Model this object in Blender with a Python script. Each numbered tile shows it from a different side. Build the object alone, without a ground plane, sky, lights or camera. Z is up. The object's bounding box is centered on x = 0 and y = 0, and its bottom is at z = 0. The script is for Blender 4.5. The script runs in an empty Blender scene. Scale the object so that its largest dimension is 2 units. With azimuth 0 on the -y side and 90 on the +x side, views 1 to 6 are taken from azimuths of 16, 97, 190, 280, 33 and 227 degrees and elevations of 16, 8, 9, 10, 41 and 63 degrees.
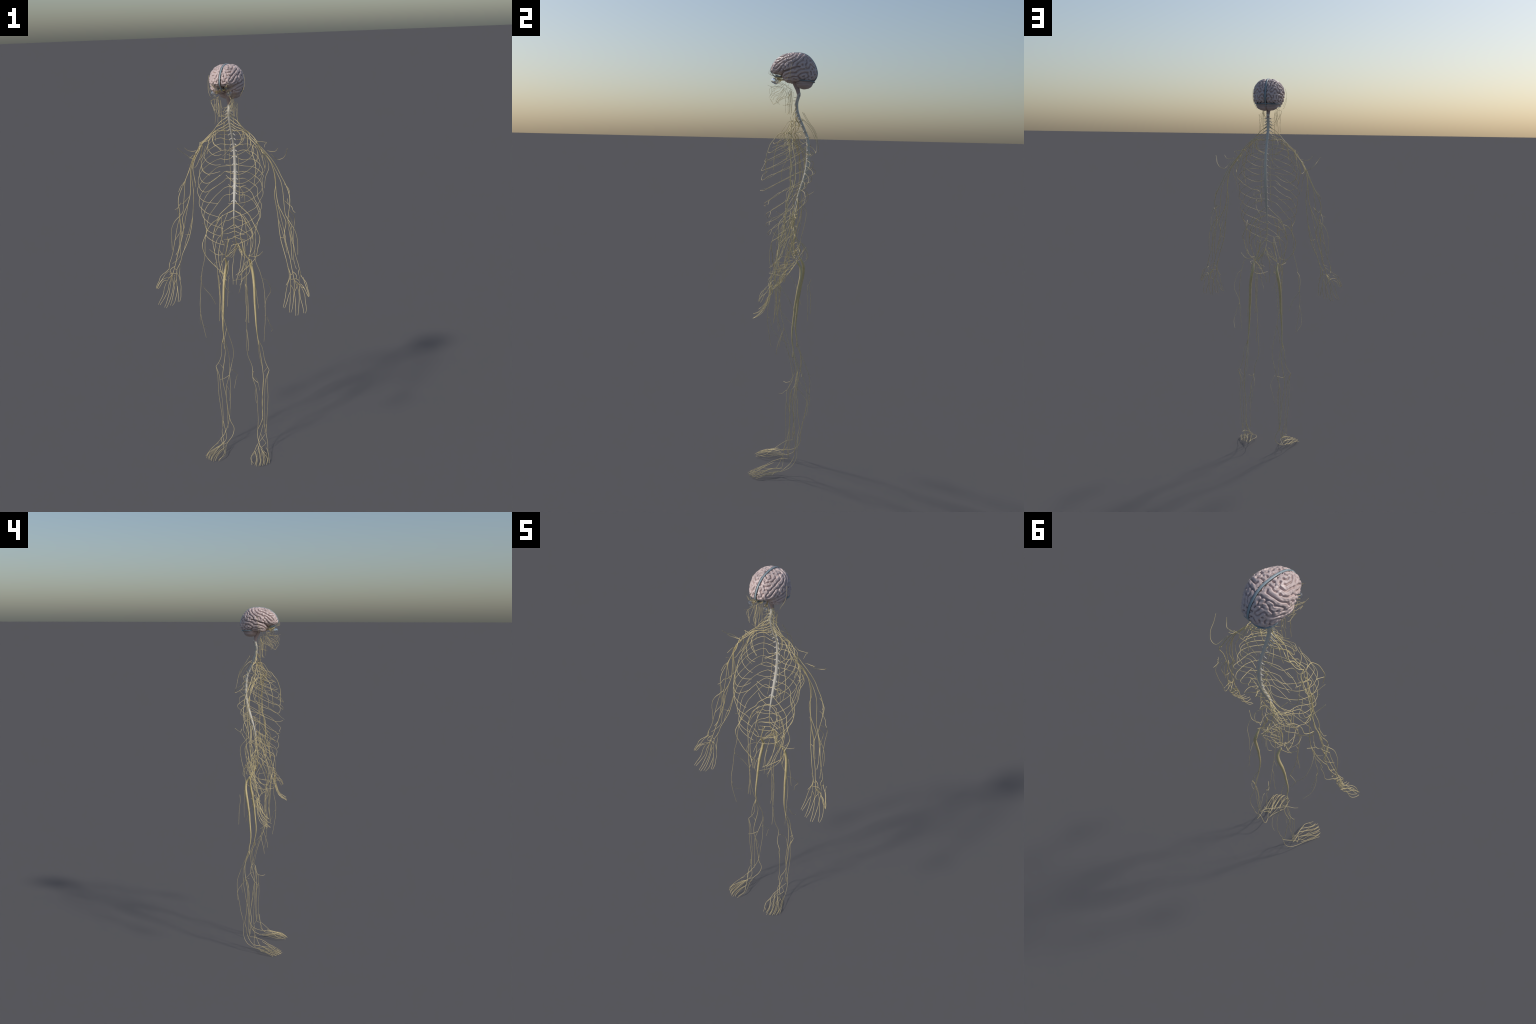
"""Human nervous system: brain with its dura, brainstem, spinal cord, eyes, and
the nerves of head, neck, trunk, arms and legs, each nerve a swept tube along a
spline of control points (metres, given for the left side, mirrored to the right)."""
import math
import bpy
import numpy as np
from mathutils import Vector

RNG = np.random.default_rng(7)
scene = bpy.context.scene


# ------------------------------------------------------------------ materials
def material(name, base, rough=0.5, metal=0.0, grain=0.0, grain_scale=200.0, dark=None, bump=0.0,
             bump_scale=400.0, spec=0.5, coat=0.0):
    """Principled material with a noise-varied base colour and a fine bump."""
    mat = bpy.data.materials.new(name)
    mat.use_nodes = True
    nt = mat.node_tree
    bsdf = nt.nodes["Principled BSDF"]
    bsdf.inputs["Roughness"].default_value = rough
    bsdf.inputs["Specular IOR Level"].default_value = spec
    bsdf.inputs["Metallic"].default_value = metal
    bsdf.inputs["Coat Weight"].default_value = coat
    coord = nt.nodes.new("ShaderNodeTexCoord")
    noise = nt.nodes.new("ShaderNodeTexNoise")
    noise.inputs["Scale"].default_value = grain_scale
    noise.inputs["Detail"].default_value = 4.0
    nt.links.new(coord.outputs["Object"], noise.inputs["Vector"])
    ramp = nt.nodes.new("ShaderNodeValToRGB")
    dark = dark or tuple(c * (1.0 - grain) for c in base)
    ramp.color_ramp.elements[0].position = 0.3
    ramp.color_ramp.elements[0].color = (*dark, 1)
    ramp.color_ramp.elements[1].position = 0.65
    ramp.color_ramp.elements[1].color = (*base, 1)
    nt.links.new(noise.outputs["Fac"], ramp.inputs["Fac"])
    nt.links.new(ramp.outputs["Color"], bsdf.inputs["Base Color"])
    if bump:
        fine = nt.nodes.new("ShaderNodeTexNoise")
        fine.inputs["Scale"].default_value = bump_scale
        nt.links.new(coord.outputs["Object"], fine.inputs["Vector"])
        node = nt.nodes.new("ShaderNodeBump")
        node.inputs["Strength"].default_value = bump
        node.inputs["Distance"].default_value = 0.001
        nt.links.new(fine.outputs["Fac"], node.inputs["Height"])
        nt.links.new(node.outputs["Normal"], bsdf.inputs["Normal"])
    return mat


NERVE = material("nerve_yellow", (0.70, 0.575, 0.30), rough=0.5, metal=0.15, grain=0.10, grain_scale=60)
CORD = material("cord_white", (0.64, 0.605, 0.53), rough=0.45, metal=0.15, grain=0.06, grain_scale=80)
CORTEX = material("cortex_pink", (0.62, 0.495, 0.47), rough=0.42, grain=0.16, grain_scale=28, bump=0.05)
STEM = material("brainstem_pink", (0.46, 0.355, 0.335), rough=0.5, grain=0.08, grain_scale=60)
DURA = material("dura_blue", (0.29, 0.36, 0.39), rough=0.35, grain=0.12, grain_scale=70)
GLASS = bpy.data.materials.new("eye_glass")
GLASS.use_nodes = True
_g = GLASS.node_tree.nodes["Principled BSDF"]
_g.inputs["Base Color"].default_value = (0.95, 0.97, 1.0, 1)
_g.inputs["Roughness"].default_value = 0.02
_g.inputs["Transmission Weight"].default_value = 1.0
_g.inputs["IOR"].default_value = 1.45


# ------------------------------------------------------------------ helpers
def add_mesh(name, verts, faces, mat, parent=None, smooth=True):
    me = bpy.data.meshes.new(name)
    me.from_pydata([tuple(map(float, v)) for v in verts], [], [tuple(map(int, f)) for f in faces])
    me.materials.append(mat)
    if smooth:
        me.polygons.foreach_set("use_smooth", [True] * len(me.polygons))
    me.update()
    ob = bpy.data.objects.new(name, me)
    scene.collection.objects.link(ob)
    ob.parent = parent
    return ob


def mirrored(ob, parent):
    """A copy on the right side of the body, sharing the mesh."""
    other = ob.copy()
    scene.collection.objects.link(other)
    other.parent = parent
    if parent is None or parent.scale[0] > 0:
        other.scale[0] = -1.0
    return other


def spline(points, per=10):
    """Catmull-Rom curve through the control points."""
    p = np.asarray(points, float)
    p = np.vstack([2 * p[0] - p[1], p, 2 * p[-1] - p[-2]])
    out = []
    for i in range(1, len(p) - 2):
        a, b, c, d = p[i - 1], p[i], p[i + 1], p[i + 2]
        for t in np.arange(per) / per:
            out.append(0.5 * (2 * b + (c - a) * t + (2 * a - 5 * b + 4 * c - d) * t * t
                              + (3 * b - a - 3 * c + d) * t ** 3))
    out.append(p[-2])
    return np.array(out)


def sweep(path, radii, sides=10, flat=1.0, side_axis=None):
    """Tube with round ends along a path; flat squeezes it across side_axis."""
    path = np.asarray(path, float)
    radii = np.interp(np.linspace(0, 1, len(path)), np.linspace(0, 1, len(radii)), radii)
    tan = np.gradient(path, axis=0)
    tan /= np.linalg.norm(tan, axis=1)[:, None] + 1e-12
    # round caps: extra rings past both ends
    caps = np.array([[0.95, 0.35], [0.6, 0.8]])
    head = [(path[0] - tan[0] * radii[0] * c[0], tan[0], radii[0] * c[1]) for c in caps]
    tail = [(path[-1] + tan[-1] * radii[-1] * c[0], tan[-1], radii[-1] * c[1]) for c in caps[::-1]]
    rings = head + list(zip(path, tan, radii)) + tail
    up = np.array(side_axis if side_axis is not None else (0.31, 0.87, 0.38), float)
    u = up - tan[0] * (up @ tan[0])
    u /= np.linalg.norm(u)
    ang = np.arange(sides) * 2 * math.pi / sides
    verts, faces = [], []
    for centre, t, r in rings:
        if side_axis is not None:
            u = np.array(side_axis, float)
        u = u - t * (u @ t)
        u /= np.linalg.norm(u) + 1e-12
        w = np.cross(t, u)
        verts.extend(centre + r * (np.cos(a) * u + flat * np.sin(a) * w) for a in ang)
    n = len(rings)
    for i in range(n - 1):
        for j in range(sides):
            k = (j + 1) % sides
            faces.append((i * sides + j, i * sides + k, (i + 1) * sides + k, (i + 1) * sides + j))
    faces.append(tuple(range(sides - 1, -1, -1)))
    faces.append(tuple((n - 1) * sides + j for j in range(sides)))
    return verts, faces


body = bpy.data.objects.new("nervous_system", None)
scene.collection.objects.link(body)
body["label"] = "standing human nervous system with pink brain and yellow nerves"
body["category"] = "anatomy model"

THICK = 1.0


def nerve(name, radius, points, parent=None, both=True, mat=NERVE, per=8):
    """One nerve (and its mirror image): radius in millimetres, one value or a list."""
    radii = np.atleast_1d(np.asarray(radius, float)) * 0.001 * THICK
    if len(radii) == 1:
        radii = np.array([radii[0] * 1.08, radii[0], radii[0], radii[0] * 0.8])
    verts, faces = sweep(spline(points, per), radii, sides=8)
    left_parent, right_parent = parent if parent else (body, body)
    ob = add_mesh(name, verts, faces, mat, left_parent)
    if both:
        return ob, mirrored(ob, right_parent)
    return ob, ob


# ------------------------------------------------------------------ brain
def icosphere(level):
    """Subdivided icosahedron; also the midpoint parents of every added vertex."""
    g = (1 + 5 ** 0.5) / 2
    v = np.array([(-1, g, 0), (1, g, 0), (-1, -g, 0), (1, -g, 0), (0, -1, g), (0, 1, g),
                  (0, -1, -g), (0, 1, -g), (g, 0, -1), (g, 0, 1), (-g, 0, -1), (-g, 0, 1)], float)
    f = np.array([(0, 11, 5), (0, 5, 1), (0, 1, 7), (0, 7, 10), (0, 10, 11), (1, 5, 9), (5, 11, 4),
                  (11, 10, 2), (10, 7, 6), (7, 1, 8), (3, 9, 4), (3, 4, 2), (3, 2, 6), (3, 6, 8),
                  (3, 8, 9), (4, 9, 5), (2, 4, 11), (6, 2, 10), (8, 6, 7), (9, 8, 1)])
    v /= np.linalg.norm(v, axis=1)[:, None]
    history = []
    for _ in range(level):
        e = np.sort(np.vstack([f[:, [0, 1]], f[:, [1, 2]], f[:, [2, 0]]]), axis=1)
        uniq, inv = np.unique(e, axis=0, return_inverse=True)
        inv = inv.ravel()
        n, m = len(v), len(f)
        mid = v[uniq[:, 0]] + v[uniq[:, 1]]
        v = np.vstack([v, mid / np.linalg.norm(mid, axis=1)[:, None]])
        a, b, c = n + inv[:m], n + inv[m:2 * m], n + inv[2 * m:]
        f = np.vstack([np.c_[f[:, 0], a, c], np.c_[f[:, 1], b, a], np.c_[f[:, 2], c, b], np.c_[a, b, c]])
        history.append(uniq)
    return v, f, history


def neighbours(n, f):
    """Six neighbours of each vertex (a repeat where there are five)."""
    e = np.vstack([f[:, [0, 1]], f[:, [1, 2]], f[:, [2, 0]]])
    order = np.argsort(e[:, 0], kind="stable")
    e = e[order]
    start = np.searchsorted(e[:, 0], np.arange(n))
    count = np.append(start[1:], len(e)) - start
    pick = np.minimum(np.arange(6)[None], count[:, None] - 1)
    return e[start[:, None] + pick, 1]


# side outline of the cerebrum (y, z), round from the crown over the forehead
OUTLINE = [(0.025, 2.000), (-0.012, 1.995), (-0.046, 1.982), (-0.072, 1.959), (-0.087, 1.932),
           (-0.089, 1.915), (-0.076, 1.903), (-0.047, 1.898), (-0.036, 1.890), (-0.030, 1.875),
           (-0.012, 1.863), (0.004, 1.860), (0.028, 1.865), (0.060, 1.870), (0.108, 1.871),
           (0.124, 1.884), (0.129, 1.902), (0.126, 1.924), (0.113, 1.954), (0.090, 1.981), (0.062, 1.996)]
CENTRE = np.array([0.020, 1.925])
_o = np.array(OUTLINE) - CENTRE
_a = np.unwrap(np.arctan2(_o[:, 1], _o[:, 0]))
_t = np.concatenate([_a - 2 * math.pi, _a, _a + 2 * math.pi])
_r = np.tile(np.linalg.norm(_o, axis=1), 3)


def outline_radius(theta):
    return np.interp(theta, _t, _r)


# main sulci on the side of the hemisphere, (y, z) polylines
SULCI = {
    "sylvian": [(-0.036, 1.892), (-0.022, 1.909), (-0.004, 1.913), (0.016, 1.921), (0.032, 1.927), (0.055, 1.932)],
    "upper_temporal": [(-0.022, 1.890), (-0.006, 1.899), (0.010, 1.903), (0.036, 1.902), (0.051, 1.915), (0.095, 1.925)],
    "lower_temporal": [(-0.016, 1.877), (0.004, 1.878), (0.027, 1.886), (0.038, 1.882), (0.053, 1.896), (0.082, 1.906)],
    "central": [(0.066, 1.992), (0.054, 1.974), (0.043, 1.961), (0.025, 1.952), (0.020, 1.935)],
    "precentral": [(0.025, 1.976), (0.009, 1.963), (-0.006, 1.955), (-0.020, 1.944), (-0.022, 1.917)],
    "postcentral": [(0.082, 1.984), (0.066, 1.972), (0.051, 1.950), (0.037, 1.933)],
    "upper_frontal": [(0.014, 1.980), (-0.008, 1.976), (-0.029, 1.964), (-0.052, 1.949), (-0.068, 1.932)],
    "lower_frontal": [(-0.006, 1.954), (-0.028, 1.951), (-0.044, 1.937), (-0.051, 1.926), (-0.069, 1.921)],
    "parietal": [(0.101, 1.963), (0.079, 1.945), (0.080, 1.929), (0.093, 1.925)],
    "occipital": [(0.115, 1.928), (0.098, 1.919), (0.108, 1.905), (0.099, 1.888), (0.078, 1.879)],
}


def polyline_distance(p, line):
    line = np.asarray(line)
    best = np.full(len(p), 9.0)
    for a, b in zip(line[:-1], line[1:]):
        ab = b - a
        t = np.clip(((p - a) @ ab) / (ab @ ab), 0, 1)
        best = np.minimum(best, np.linalg.norm(p - a - t[:, None] * ab, axis=1))
    return best


def smoothstep(x, a, b):
    t = np.clip((x - a) / (b - a), 0, 1)
    return t * t * (3 - 2 * t)


def hemisphere_points(s):
    """Unit sphere to the left cerebral hemisphere, flat against the midline."""
    theta = np.arctan2(s[:, 2], s[:, 1])
    t = np.sqrt(s[:, 1] ** 2 + s[:, 2] ** 2)
    r = outline_radius(theta)
    y = CENTRE[0] + r * t * np.cos(theta)
    z = CENTRE[1] + r * t * np.sin(theta)
    # half width: broadest behind the middle, narrow at the forehead
    width = 0.0825 - 0.014 * smoothstep(-y, -0.02, 0.08) - 0.006 * smoothstep(y, 0.06, 0.125)
    inner = 0.0075
    # the lower half has steep sides and a flat floor, except under the forehead
    power = 0.93 - 0.56 * smoothstep(-s[:, 2], 0.0, 0.6) * smoothstep(y, -0.055, 0.0)
    out = inner + (width - inner) * np.abs(s[:, 0]) ** power
    mid = inner - (inner - 0.0030) * np.abs(s[:, 0]) ** 0.4
    x = np.where(s[:, 0] > 0, out, mid)
    # underside of the frontal lobe and the space round the brainstem
    low = smoothstep(1.905 - z, 0.0, 0.03) * smoothstep(0.045 - x, 0.0, 0.03)
    z = z + 0.007 * low * smoothstep(y, -0.06, 0.0) * smoothstep(0.075 - y, 0.0, 0.03)
    return np.c_[x, y, z]


def build_cerebrum():
    level, fine = 6, 7
    sphere, faces, history = icosphere(fine)
    count = 10 * 4 ** level + 2
    coarse_faces = icosphere(level)[1]
    nb = neighbours(count, coarse_faces)
    base = hemisphere_points(sphere[:count])

    # diffusion measured in millimetres on the curved surface
    length = np.maximum(np.linalg.norm(base[nb] - base[:, None], axis=2) * 1000, 0.95)
    weight = 0.2 * (2 / 3) / length ** 2

    def blur(u, steps):
        for _ in range(steps):
            u = u + (weight * (u[nb] - u[:, None])).sum(axis=1)
        return u

    # folding: short-range growth against long-range inhibition, drawn to the main sulci
    lateral = smoothstep(base[:, 0], 0.012, 0.03)
    pull = np.zeros(count)
    for key, line in SULCI.items():
        d = polyline_distance(base[:, 1:], line)
        pull = np.maximum(pull, SULCUS_PULL.get(key, 0.15) * np.exp(-(d / 0.0025) ** 2))
    patch = blur(RNG.normal(0, 1, count), 220)
    bias = FOLD[3] + 0.07 * patch / patch.std() - 1.2 * pull * lateral
    u = RNG.normal(0, 0.3, count)
    for _ in range(11):
        near = blur(u, FOLD[0])
        far = blur(near, FOLD[1])
        u = np.tanh(6.0 * (near - far) + bias)
    u = blur(u, 15)
    u = (u - u.mean()) / (1.45 * u.std())
    for pairs in history[level:]:
        u = np.concatenate([u, 0.5 * (u[pairs[:, 0]] + u[pairs[:, 1]])])
    pts = hemisphere_points(sphere)
    # normals of the smooth surface
    fn = np.cross(pts[faces[:, 1]] - pts[faces[:, 0]], pts[faces[:, 2]] - pts[faces[:, 0]])
    nrm = np.zeros_like(pts)
    for k in range(3):
        np.add.at(nrm, faces[:, k], fn)
    nrm /= np.linalg.norm(nrm, axis=1)[:, None] + 1e-12
    crest = 1 - (1 - np.clip((u + 1.0) / 2.0, 0, 1)) ** 4
    depth = FOLD[2] * (1 - crest)
    lump = sum(np.sin(pts @ RNG.normal(0, 230, 3) + RNG.uniform(0, 6.3)) for _ in range(9)) / 3.0
    depth = depth + (0.0013 + 0.0009 * np.clip(lump, -1.4, 1.4)) * crest
    d = polyline_distance(pts[:, 1:], SULCI["sylvian"])
    depth = depth + 0.004 * np.exp(-(d / 0.0028) ** 2) * smoothstep(pts[:, 0], 0.03, 0.05)
    under = smoothstep(1.872 - pts[:, 2], 0, 0.02) * smoothstep(0.03 - pts[:, 0], 0, 0.02)
    pts = pts - nrm * (depth * (1 - 0.7 * under))[:, None]
    pts[:, 0] = np.maximum(pts[:, 0], 0.0028)
    left = add_mesh("cerebral_hemisphere", pts, faces, CORTEX, body)
    return left, mirrored(left, body)


FOLD = (24, 40, 0.0098, 0.06)
SULCUS_PULL = {"sylvian": 1.0, "upper_temporal": 0.5, "central": 0.4}
build_cerebrum()


def build_cerebellum():
    """A bowl under the tent, with stacked horizontal leaves and a notch at the midline."""
    sphere, faces, _ = icosphere(6)
    x, y, z = sphere.T
    px = 0.0585 * np.sign(x) * np.abs(x) ** 0.9
    py = 0.068 + 0.0415 * y * np.where(y > 0, 1.0, 0.95)
    pz = 1.8675 + np.where(z > 0, 0.006, 0.0325) * np.sign(z) * np.abs(z) ** 0.85
    p = np.c_[px, py, pz]
    leaf = 0.5 + 0.5 * np.cos((pz - 1.83) * 2 * math.pi / 0.0056 + 2.0 * np.sin(55 * np.abs(px)) + 30 * (py - 0.07))
    groove = 0.0010 * (1 - leaf ** 0.6) + 0.0022 * np.exp(-((pz - 1.857 - 0.03 * (py - 0.07)) / 0.0012) ** 2)
    notch = np.exp(-(px / 0.005) ** 2) * smoothstep(-z, -0.1, 0.5)
    p -= sphere * (groove + 0.008 * notch)[:, None]
    add_mesh("cerebellum", p, faces, STEM_CORTEX, body)


STEM_CORTEX = material("cerebellum_pink", (0.52, 0.41, 0.39), rough=0.5, grain=0.08, grain_scale=60)
build_cerebellum()

stem_path = spline([(0, 0.022, 1.895), (0, 0.026, 1.873), (0, 0.033, 1.853), (0, 0.039, 1.834), (0, 0.0435, 1.817), (0, 0.0455, 1.806)], 8)
brainstem = add_mesh("brainstem", *sweep(stem_path, [0.015, 0.0155, 0.0135, 0.0100, 0.0086, 0.0080], 28), STEM, body)

# dura: the sinus strip in the cleft between the hemispheres, and the tent over the cerebellum
_front = [(y, z) for y, z in OUTLINE[:6]]
_back = [(y, z) for y, z in OUTLINE[15:]]
strip_line = [(-0.066, 1.884), (-0.078, 1.899)] + _front[::-1] + _back[::-1] + [(0.116, 1.872), (0.108, 1.858)]
strip_pts = []
for y, z in strip_line:
    away = np.array([y, z]) - CENTRE
    y, z = np.array([y, z]) - away / np.linalg.norm(away) * 0.0012
    strip_pts.append((0.0, y, min(z, 1.9985)))
strip = spline(strip_pts, 8)
add_mesh("dura_strip", *sweep(strip, [0.0022, 0.0030, 0.0036, 0.0040, 0.0044, 0.0048, 0.0048, 0.0044, 0.0036, 0.0026], 14,
                              flat=0.62, side_axis=(1, 0, 0)), DURA, body)


def build_tent():
    verts, faces = [], []
    rows, cols = 14, 28
    for top in (0, 1):
        for i in range(rows + 1):
            for j in range(cols + 1):
                b = i / rows
                a = -1 + 2 * j / cols
                y = 0.036 + 0.080 * b
                half = 0.067 * math.sqrt(max(0.0, 1 - (max(b - 0.35, 0) / 0.75) ** 2)) * (0.72 + 0.28 * min(1, b / 0.3))
                z = 1.8700 + 0.010 * (1 - abs(a) ** 1.5) * (1 - b * 0.8) - 0.002 * b + 0.003 * (1 - b)
                verts.append((a * half, y, z + (0.0016 if top else -0.0014)))
    size = (rows + 1) * (cols + 1)
    for i in range(rows):
        for j in range(cols):
            q = [i * (cols + 1) + j, i * (cols + 1) + j + 1, (i + 1) * (cols + 1) + j + 1, (i + 1) * (cols + 1) + j]
            faces.append(tuple(q[::-1]))
            faces.append(tuple(k + size for k in q))
    rim = [j for j in range(cols)] + [i * (cols + 1) + cols for i in range(rows)] \
        + [rows * (cols + 1) + j for j in range(cols, 0, -1)] + [i * (cols + 1) for i in range(rows, 0, -1)]
    for a, b in zip(rim, rim[1:] + rim[:1]):
        faces.append((a, b, b + size, a + size))
    add_mesh("dura_tent", verts, faces, DURA, body)


build_tent()

# under the forehead: the keel of the dura, the side plates and the bundles of smell
keel = [(0.0, -0.077, 1.899), (0.0, -0.066, 1.890), (0.0, -0.052, 1.889), (0.0, -0.036, 1.892)]
add_mesh("dura_keel", *sweep(spline(keel, 6), [0.0015, 0.0036, 0.0050, 0.0030], 16, flat=1.0, side_axis=(1, 0, 0)), DURA, body)
plate = add_mesh("orbital_plate", *sweep(spline([(0.021, -0.064, 1.897), (0.020, -0.054, 1.892), (0.019, -0.040, 1.889)], 6),
                                         [0.0015, 0.0034, 0.0025], 12, flat=1.3, side_axis=(1, 0, 0)), DURA, body)
mirrored(plate, body)
nerve("olfactory_nerve", [1.5, 3.5, 3.0, 1.5], [(0.006, -0.068, 1.889), (0.008, -0.056, 1.884), (0.010, -0.040, 1.886), (0.010, -0.020, 1.888)])
nerve("optic_nerve", [2.0, 1.8, 2.2], [(0.034, -0.058, 1.872), (0.026, -0.040, 1.876), (0.014, -0.018, 1.880), (0.005, -0.004, 1.882)])
for lift, out in ((0.010, -0.006), (0.004, -0.010), (0.009, 0.006), (-0.006, -0.008), (-0.008, 0.004)):
    nerve("eye_muscle_nerve", 0.9, [(0.037 + out, -0.066, 1.8705 + lift), (0.034 + 0.8 * out, -0.054, 1.873 + lift),
                                    (0.026, -0.036, 1.877), (0.018, -0.016, 1.874)])

# eyes: hollow clear globes
eye_sphere, eye_faces, _ = icosphere(4)
eye_centre = np.array([0.0368, -0.0685, 1.8705])
shell = np.vstack([eye_centre + 0.0122 * eye_sphere, eye_centre + 0.0104 * eye_sphere])
eye = add_mesh("eye", shell, np.vstack([eye_faces, eye_faces[:, ::-1] + len(eye_sphere)]), GLASS, body)
mirrored(eye, body)

# ------------------------------------------------------------------ spinal cord
CORD_LINE = [(0, 0.0455, 1.815), (0, 0.042, 1.798), (0, 0.037, 1.778), (0, 0.0365, 1.758), (0, 0.040, 1.733),
             (0, 0.052, 1.700), (0, 0.066, 1.670), (0, 0.081, 1.638), (0, 0.091, 1.610), (0, 0.095, 1.578),
             (0, 0.0965, 1.545), (0, 0.0965, 1.512), (0, 0.094, 1.480), (0, 0.087, 1.440), (0, 0.075, 1.400),
             (0, 0.061, 1.355), (0, 0.049, 1.315), (0, 0.040, 1.275), (0, 0.037, 1.250)]
cord_path = spline(CORD_LINE, 8)
spinal_cord = add_mesh("spinal_cord", *sweep(cord_path, [0.0085, 0.0082, 0.0078, 0.0076, 0.0075, 0.0070, 0.0066, 0.0064, 0.0068,
                                             0.0074, 0.0080, 0.0086, 0.0091, 0.0092, 0.0086, 0.0072, 0.0050, 0.0030, 0.0018], 24),
                       CORD, body)


def cord_at(z):
    k = np.argmin(np.abs(cord_path[:, 2] - z))
    return cord_path[k]


# white root stubs at every vertebra: cervical ones slope more and sit further forward
ROOTS = [(1.800, 0.008), (1.784, 0.011), (1.770, 0.012), (1.754, 0.014), (1.738, 0.016), (1.720, 0.016),
         (1.706, 0.014), (1.692, 0.012), (1.670, 0.010), (1.645, 0.008), (1.617, 0.007), (1.586, 0.006),
         (1.556, 0.006), (1.519, 0.006), (1.482, 0.006), (1.448, 0.006), (1.414, 0.006), (1.380, 0.006), (1.342, 0.006)]
for z, reach in ROOTS:
    c = cord_at(z)
    drop = reach * 0.75
    pts = [(0.003, c[1] - 0.001, z + 0.003), (0.008, c[1] - 0.002, z), (0.008 + reach * 0.6, c[1] - 0.004, z - drop * 0.55),
           (0.008 + reach, c[1] - 0.006, z - drop)]
    ob = add_mesh("spinal_root", *sweep(spline(pts, 5), [0.0026, 0.0026, 0.0019, 0.0011], 8), CORD, spinal_cord)
    mirrored(ob, spinal_cord)

# ------------------------------------------------------------------ nerves
median_nerve = nerve("median_nerve", 1.41, [(0.149, 0.007, 1.617), (0.185, 0.035, 1.560), (0.209, 0.037, 1.501), (0.216, 0.040, 1.440), (0.220, 0.037, 1.380), (0.231, 0.027, 1.332), (0.251, 0.025, 1.290), (0.266, 0.026, 1.249), (0.260, 0.021, 1.208), (0.264, 0.009, 1.171), (0.273, 0.002, 1.136), (0.282, -0.003, 1.103), (0.291, -0.009, 1.071), (0.298, -0.017, 1.039), (0.306, -0.025, 1.007), (0.314, -0.035, 0.977)])
tibial_nerve = nerve("tibial_nerve", 1.14, [(0.097, 0.060, 0.598), (0.095, 0.083, 0.539), (0.101, 0.085, 0.486), (0.108, 0.077, 0.437), (0.112, 0.068, 0.389), (0.109, 0.066, 0.343), (0.102, 0.072, 0.298), (0.098, 0.074, 0.253), (0.097, 0.080, 0.210), (0.095, 0.086, 0.167), (0.084, 0.079, 0.127), (0.066, 0.078, 0.087), (0.071, 0.061, 0.050), (0.091, 0.029, 0.023)])

# arm
nerve("radial_nerve", 1.41, [(0.139, 0.016, 1.637), (0.144, 0.033, 1.620), (0.164, 0.038, 1.595), (0.187, 0.043, 1.568), (0.207, 0.052, 1.537), (0.224, 0.061, 1.502), (0.240, 0.063, 1.466), (0.258, 0.064, 1.430), (0.274, 0.057, 1.395), (0.284, 0.043, 1.362), (0.285, 0.031, 1.328), (0.279, 0.028, 1.294), (0.277, 0.023, 1.262)])
nerve("radial_tail", 1.11, [(0.278, 0.015, 1.260), (0.278, 0.030, 1.219), (0.284, 0.030, 1.175), (0.289, 0.024, 1.132), (0.293, 0.015, 1.094), (0.300, -0.009, 1.072)])
nerve("musculocutaneous_nerve", 1.18, [(0.139, 0.014, 1.634), (0.152, 0.020, 1.608), (0.169, 0.004, 1.585), (0.178, 0.025, 1.575), (0.200, 0.031, 1.540), (0.221, 0.043, 1.492), (0.243, 0.041, 1.444), (0.251, 0.041, 1.396), (0.255, 0.037, 1.353), (0.259, 0.033, 1.315), (0.264, 0.030, 1.284), (0.277, 0.019, 1.268)])
nerve("lateral_forearm_nerve", 0.96, [(0.277, 0.018, 1.267), (0.297, 0.003, 1.245), (0.315, 0.003, 1.213), (0.324, 0.007, 1.175), (0.325, 0.011, 1.134), (0.325, 0.008, 1.093)])
nerve("ulnar_nerve", 1.26, [(0.165, 0.017, 1.589), (0.195, 0.032, 1.542), (0.212, 0.045, 1.485), (0.213, 0.057, 1.431), (0.207, 0.049, 1.381), (0.212, 0.052, 1.333), (0.218, 0.055, 1.286), (0.223, 0.051, 1.240), (0.229, 0.041, 1.196), (0.238, 0.031, 1.154), (0.252, 0.017, 1.115), (0.267, 0.000, 1.077), (0.278, -0.007, 1.037), (0.293, -0.022, 1.003)])
nerve("ulnar_cutaneous_nerve", 0.89, [(0.222, 0.055, 1.255), (0.231, 0.053, 1.226), (0.243, 0.051, 1.185), (0.257, 0.037, 1.140), (0.267, 0.028, 1.095)])
nerve("median_branch", 0.89, [(0.229, 0.022, 1.333), (0.238, 0.023, 1.293), (0.248, 0.019, 1.253), (0.256, 0.021, 1.213), (0.266, 0.006, 1.179)])
nerve("arm_bridge", 0.81, [(0.236, 0.033, 1.169), (0.249, 0.027, 1.170), (0.255, 0.020, 1.174)])
nerve("superficial_radial_nerve", 1.04, [(0.278, 0.021, 1.258), (0.286, 0.017, 1.234), (0.294, 0.016, 1.205), (0.300, 0.011, 1.175), (0.306, 0.006, 1.143), (0.312, 0.001, 1.111), (0.319, -0.001, 1.080), (0.328, -0.004, 1.052), (0.336, -0.013, 1.027)])
nerve("posterior_forearm_nerve", 0.89, [(0.285, 0.026, 1.307), (0.298, 0.049, 1.282), (0.298, 0.072, 1.247), (0.291, 0.068, 1.185), (0.294, 0.052, 1.118), (0.298, 0.038, 1.052), (0.320, -0.010, 1.026)])
nerve("posterior_forearm_nerve", 0.89, [(0.281, 0.028, 1.280), (0.291, 0.048, 1.243), (0.285, 0.038, 1.189), (0.302, 0.001, 1.148)])
nerve("elbow_spray", 0.81, [(0.283, 0.064, 1.322), (0.290, 0.060, 1.315), (0.294, 0.054, 1.306), (0.300, 0.048, 1.299), (0.309, 0.042, 1.294)])
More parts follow.
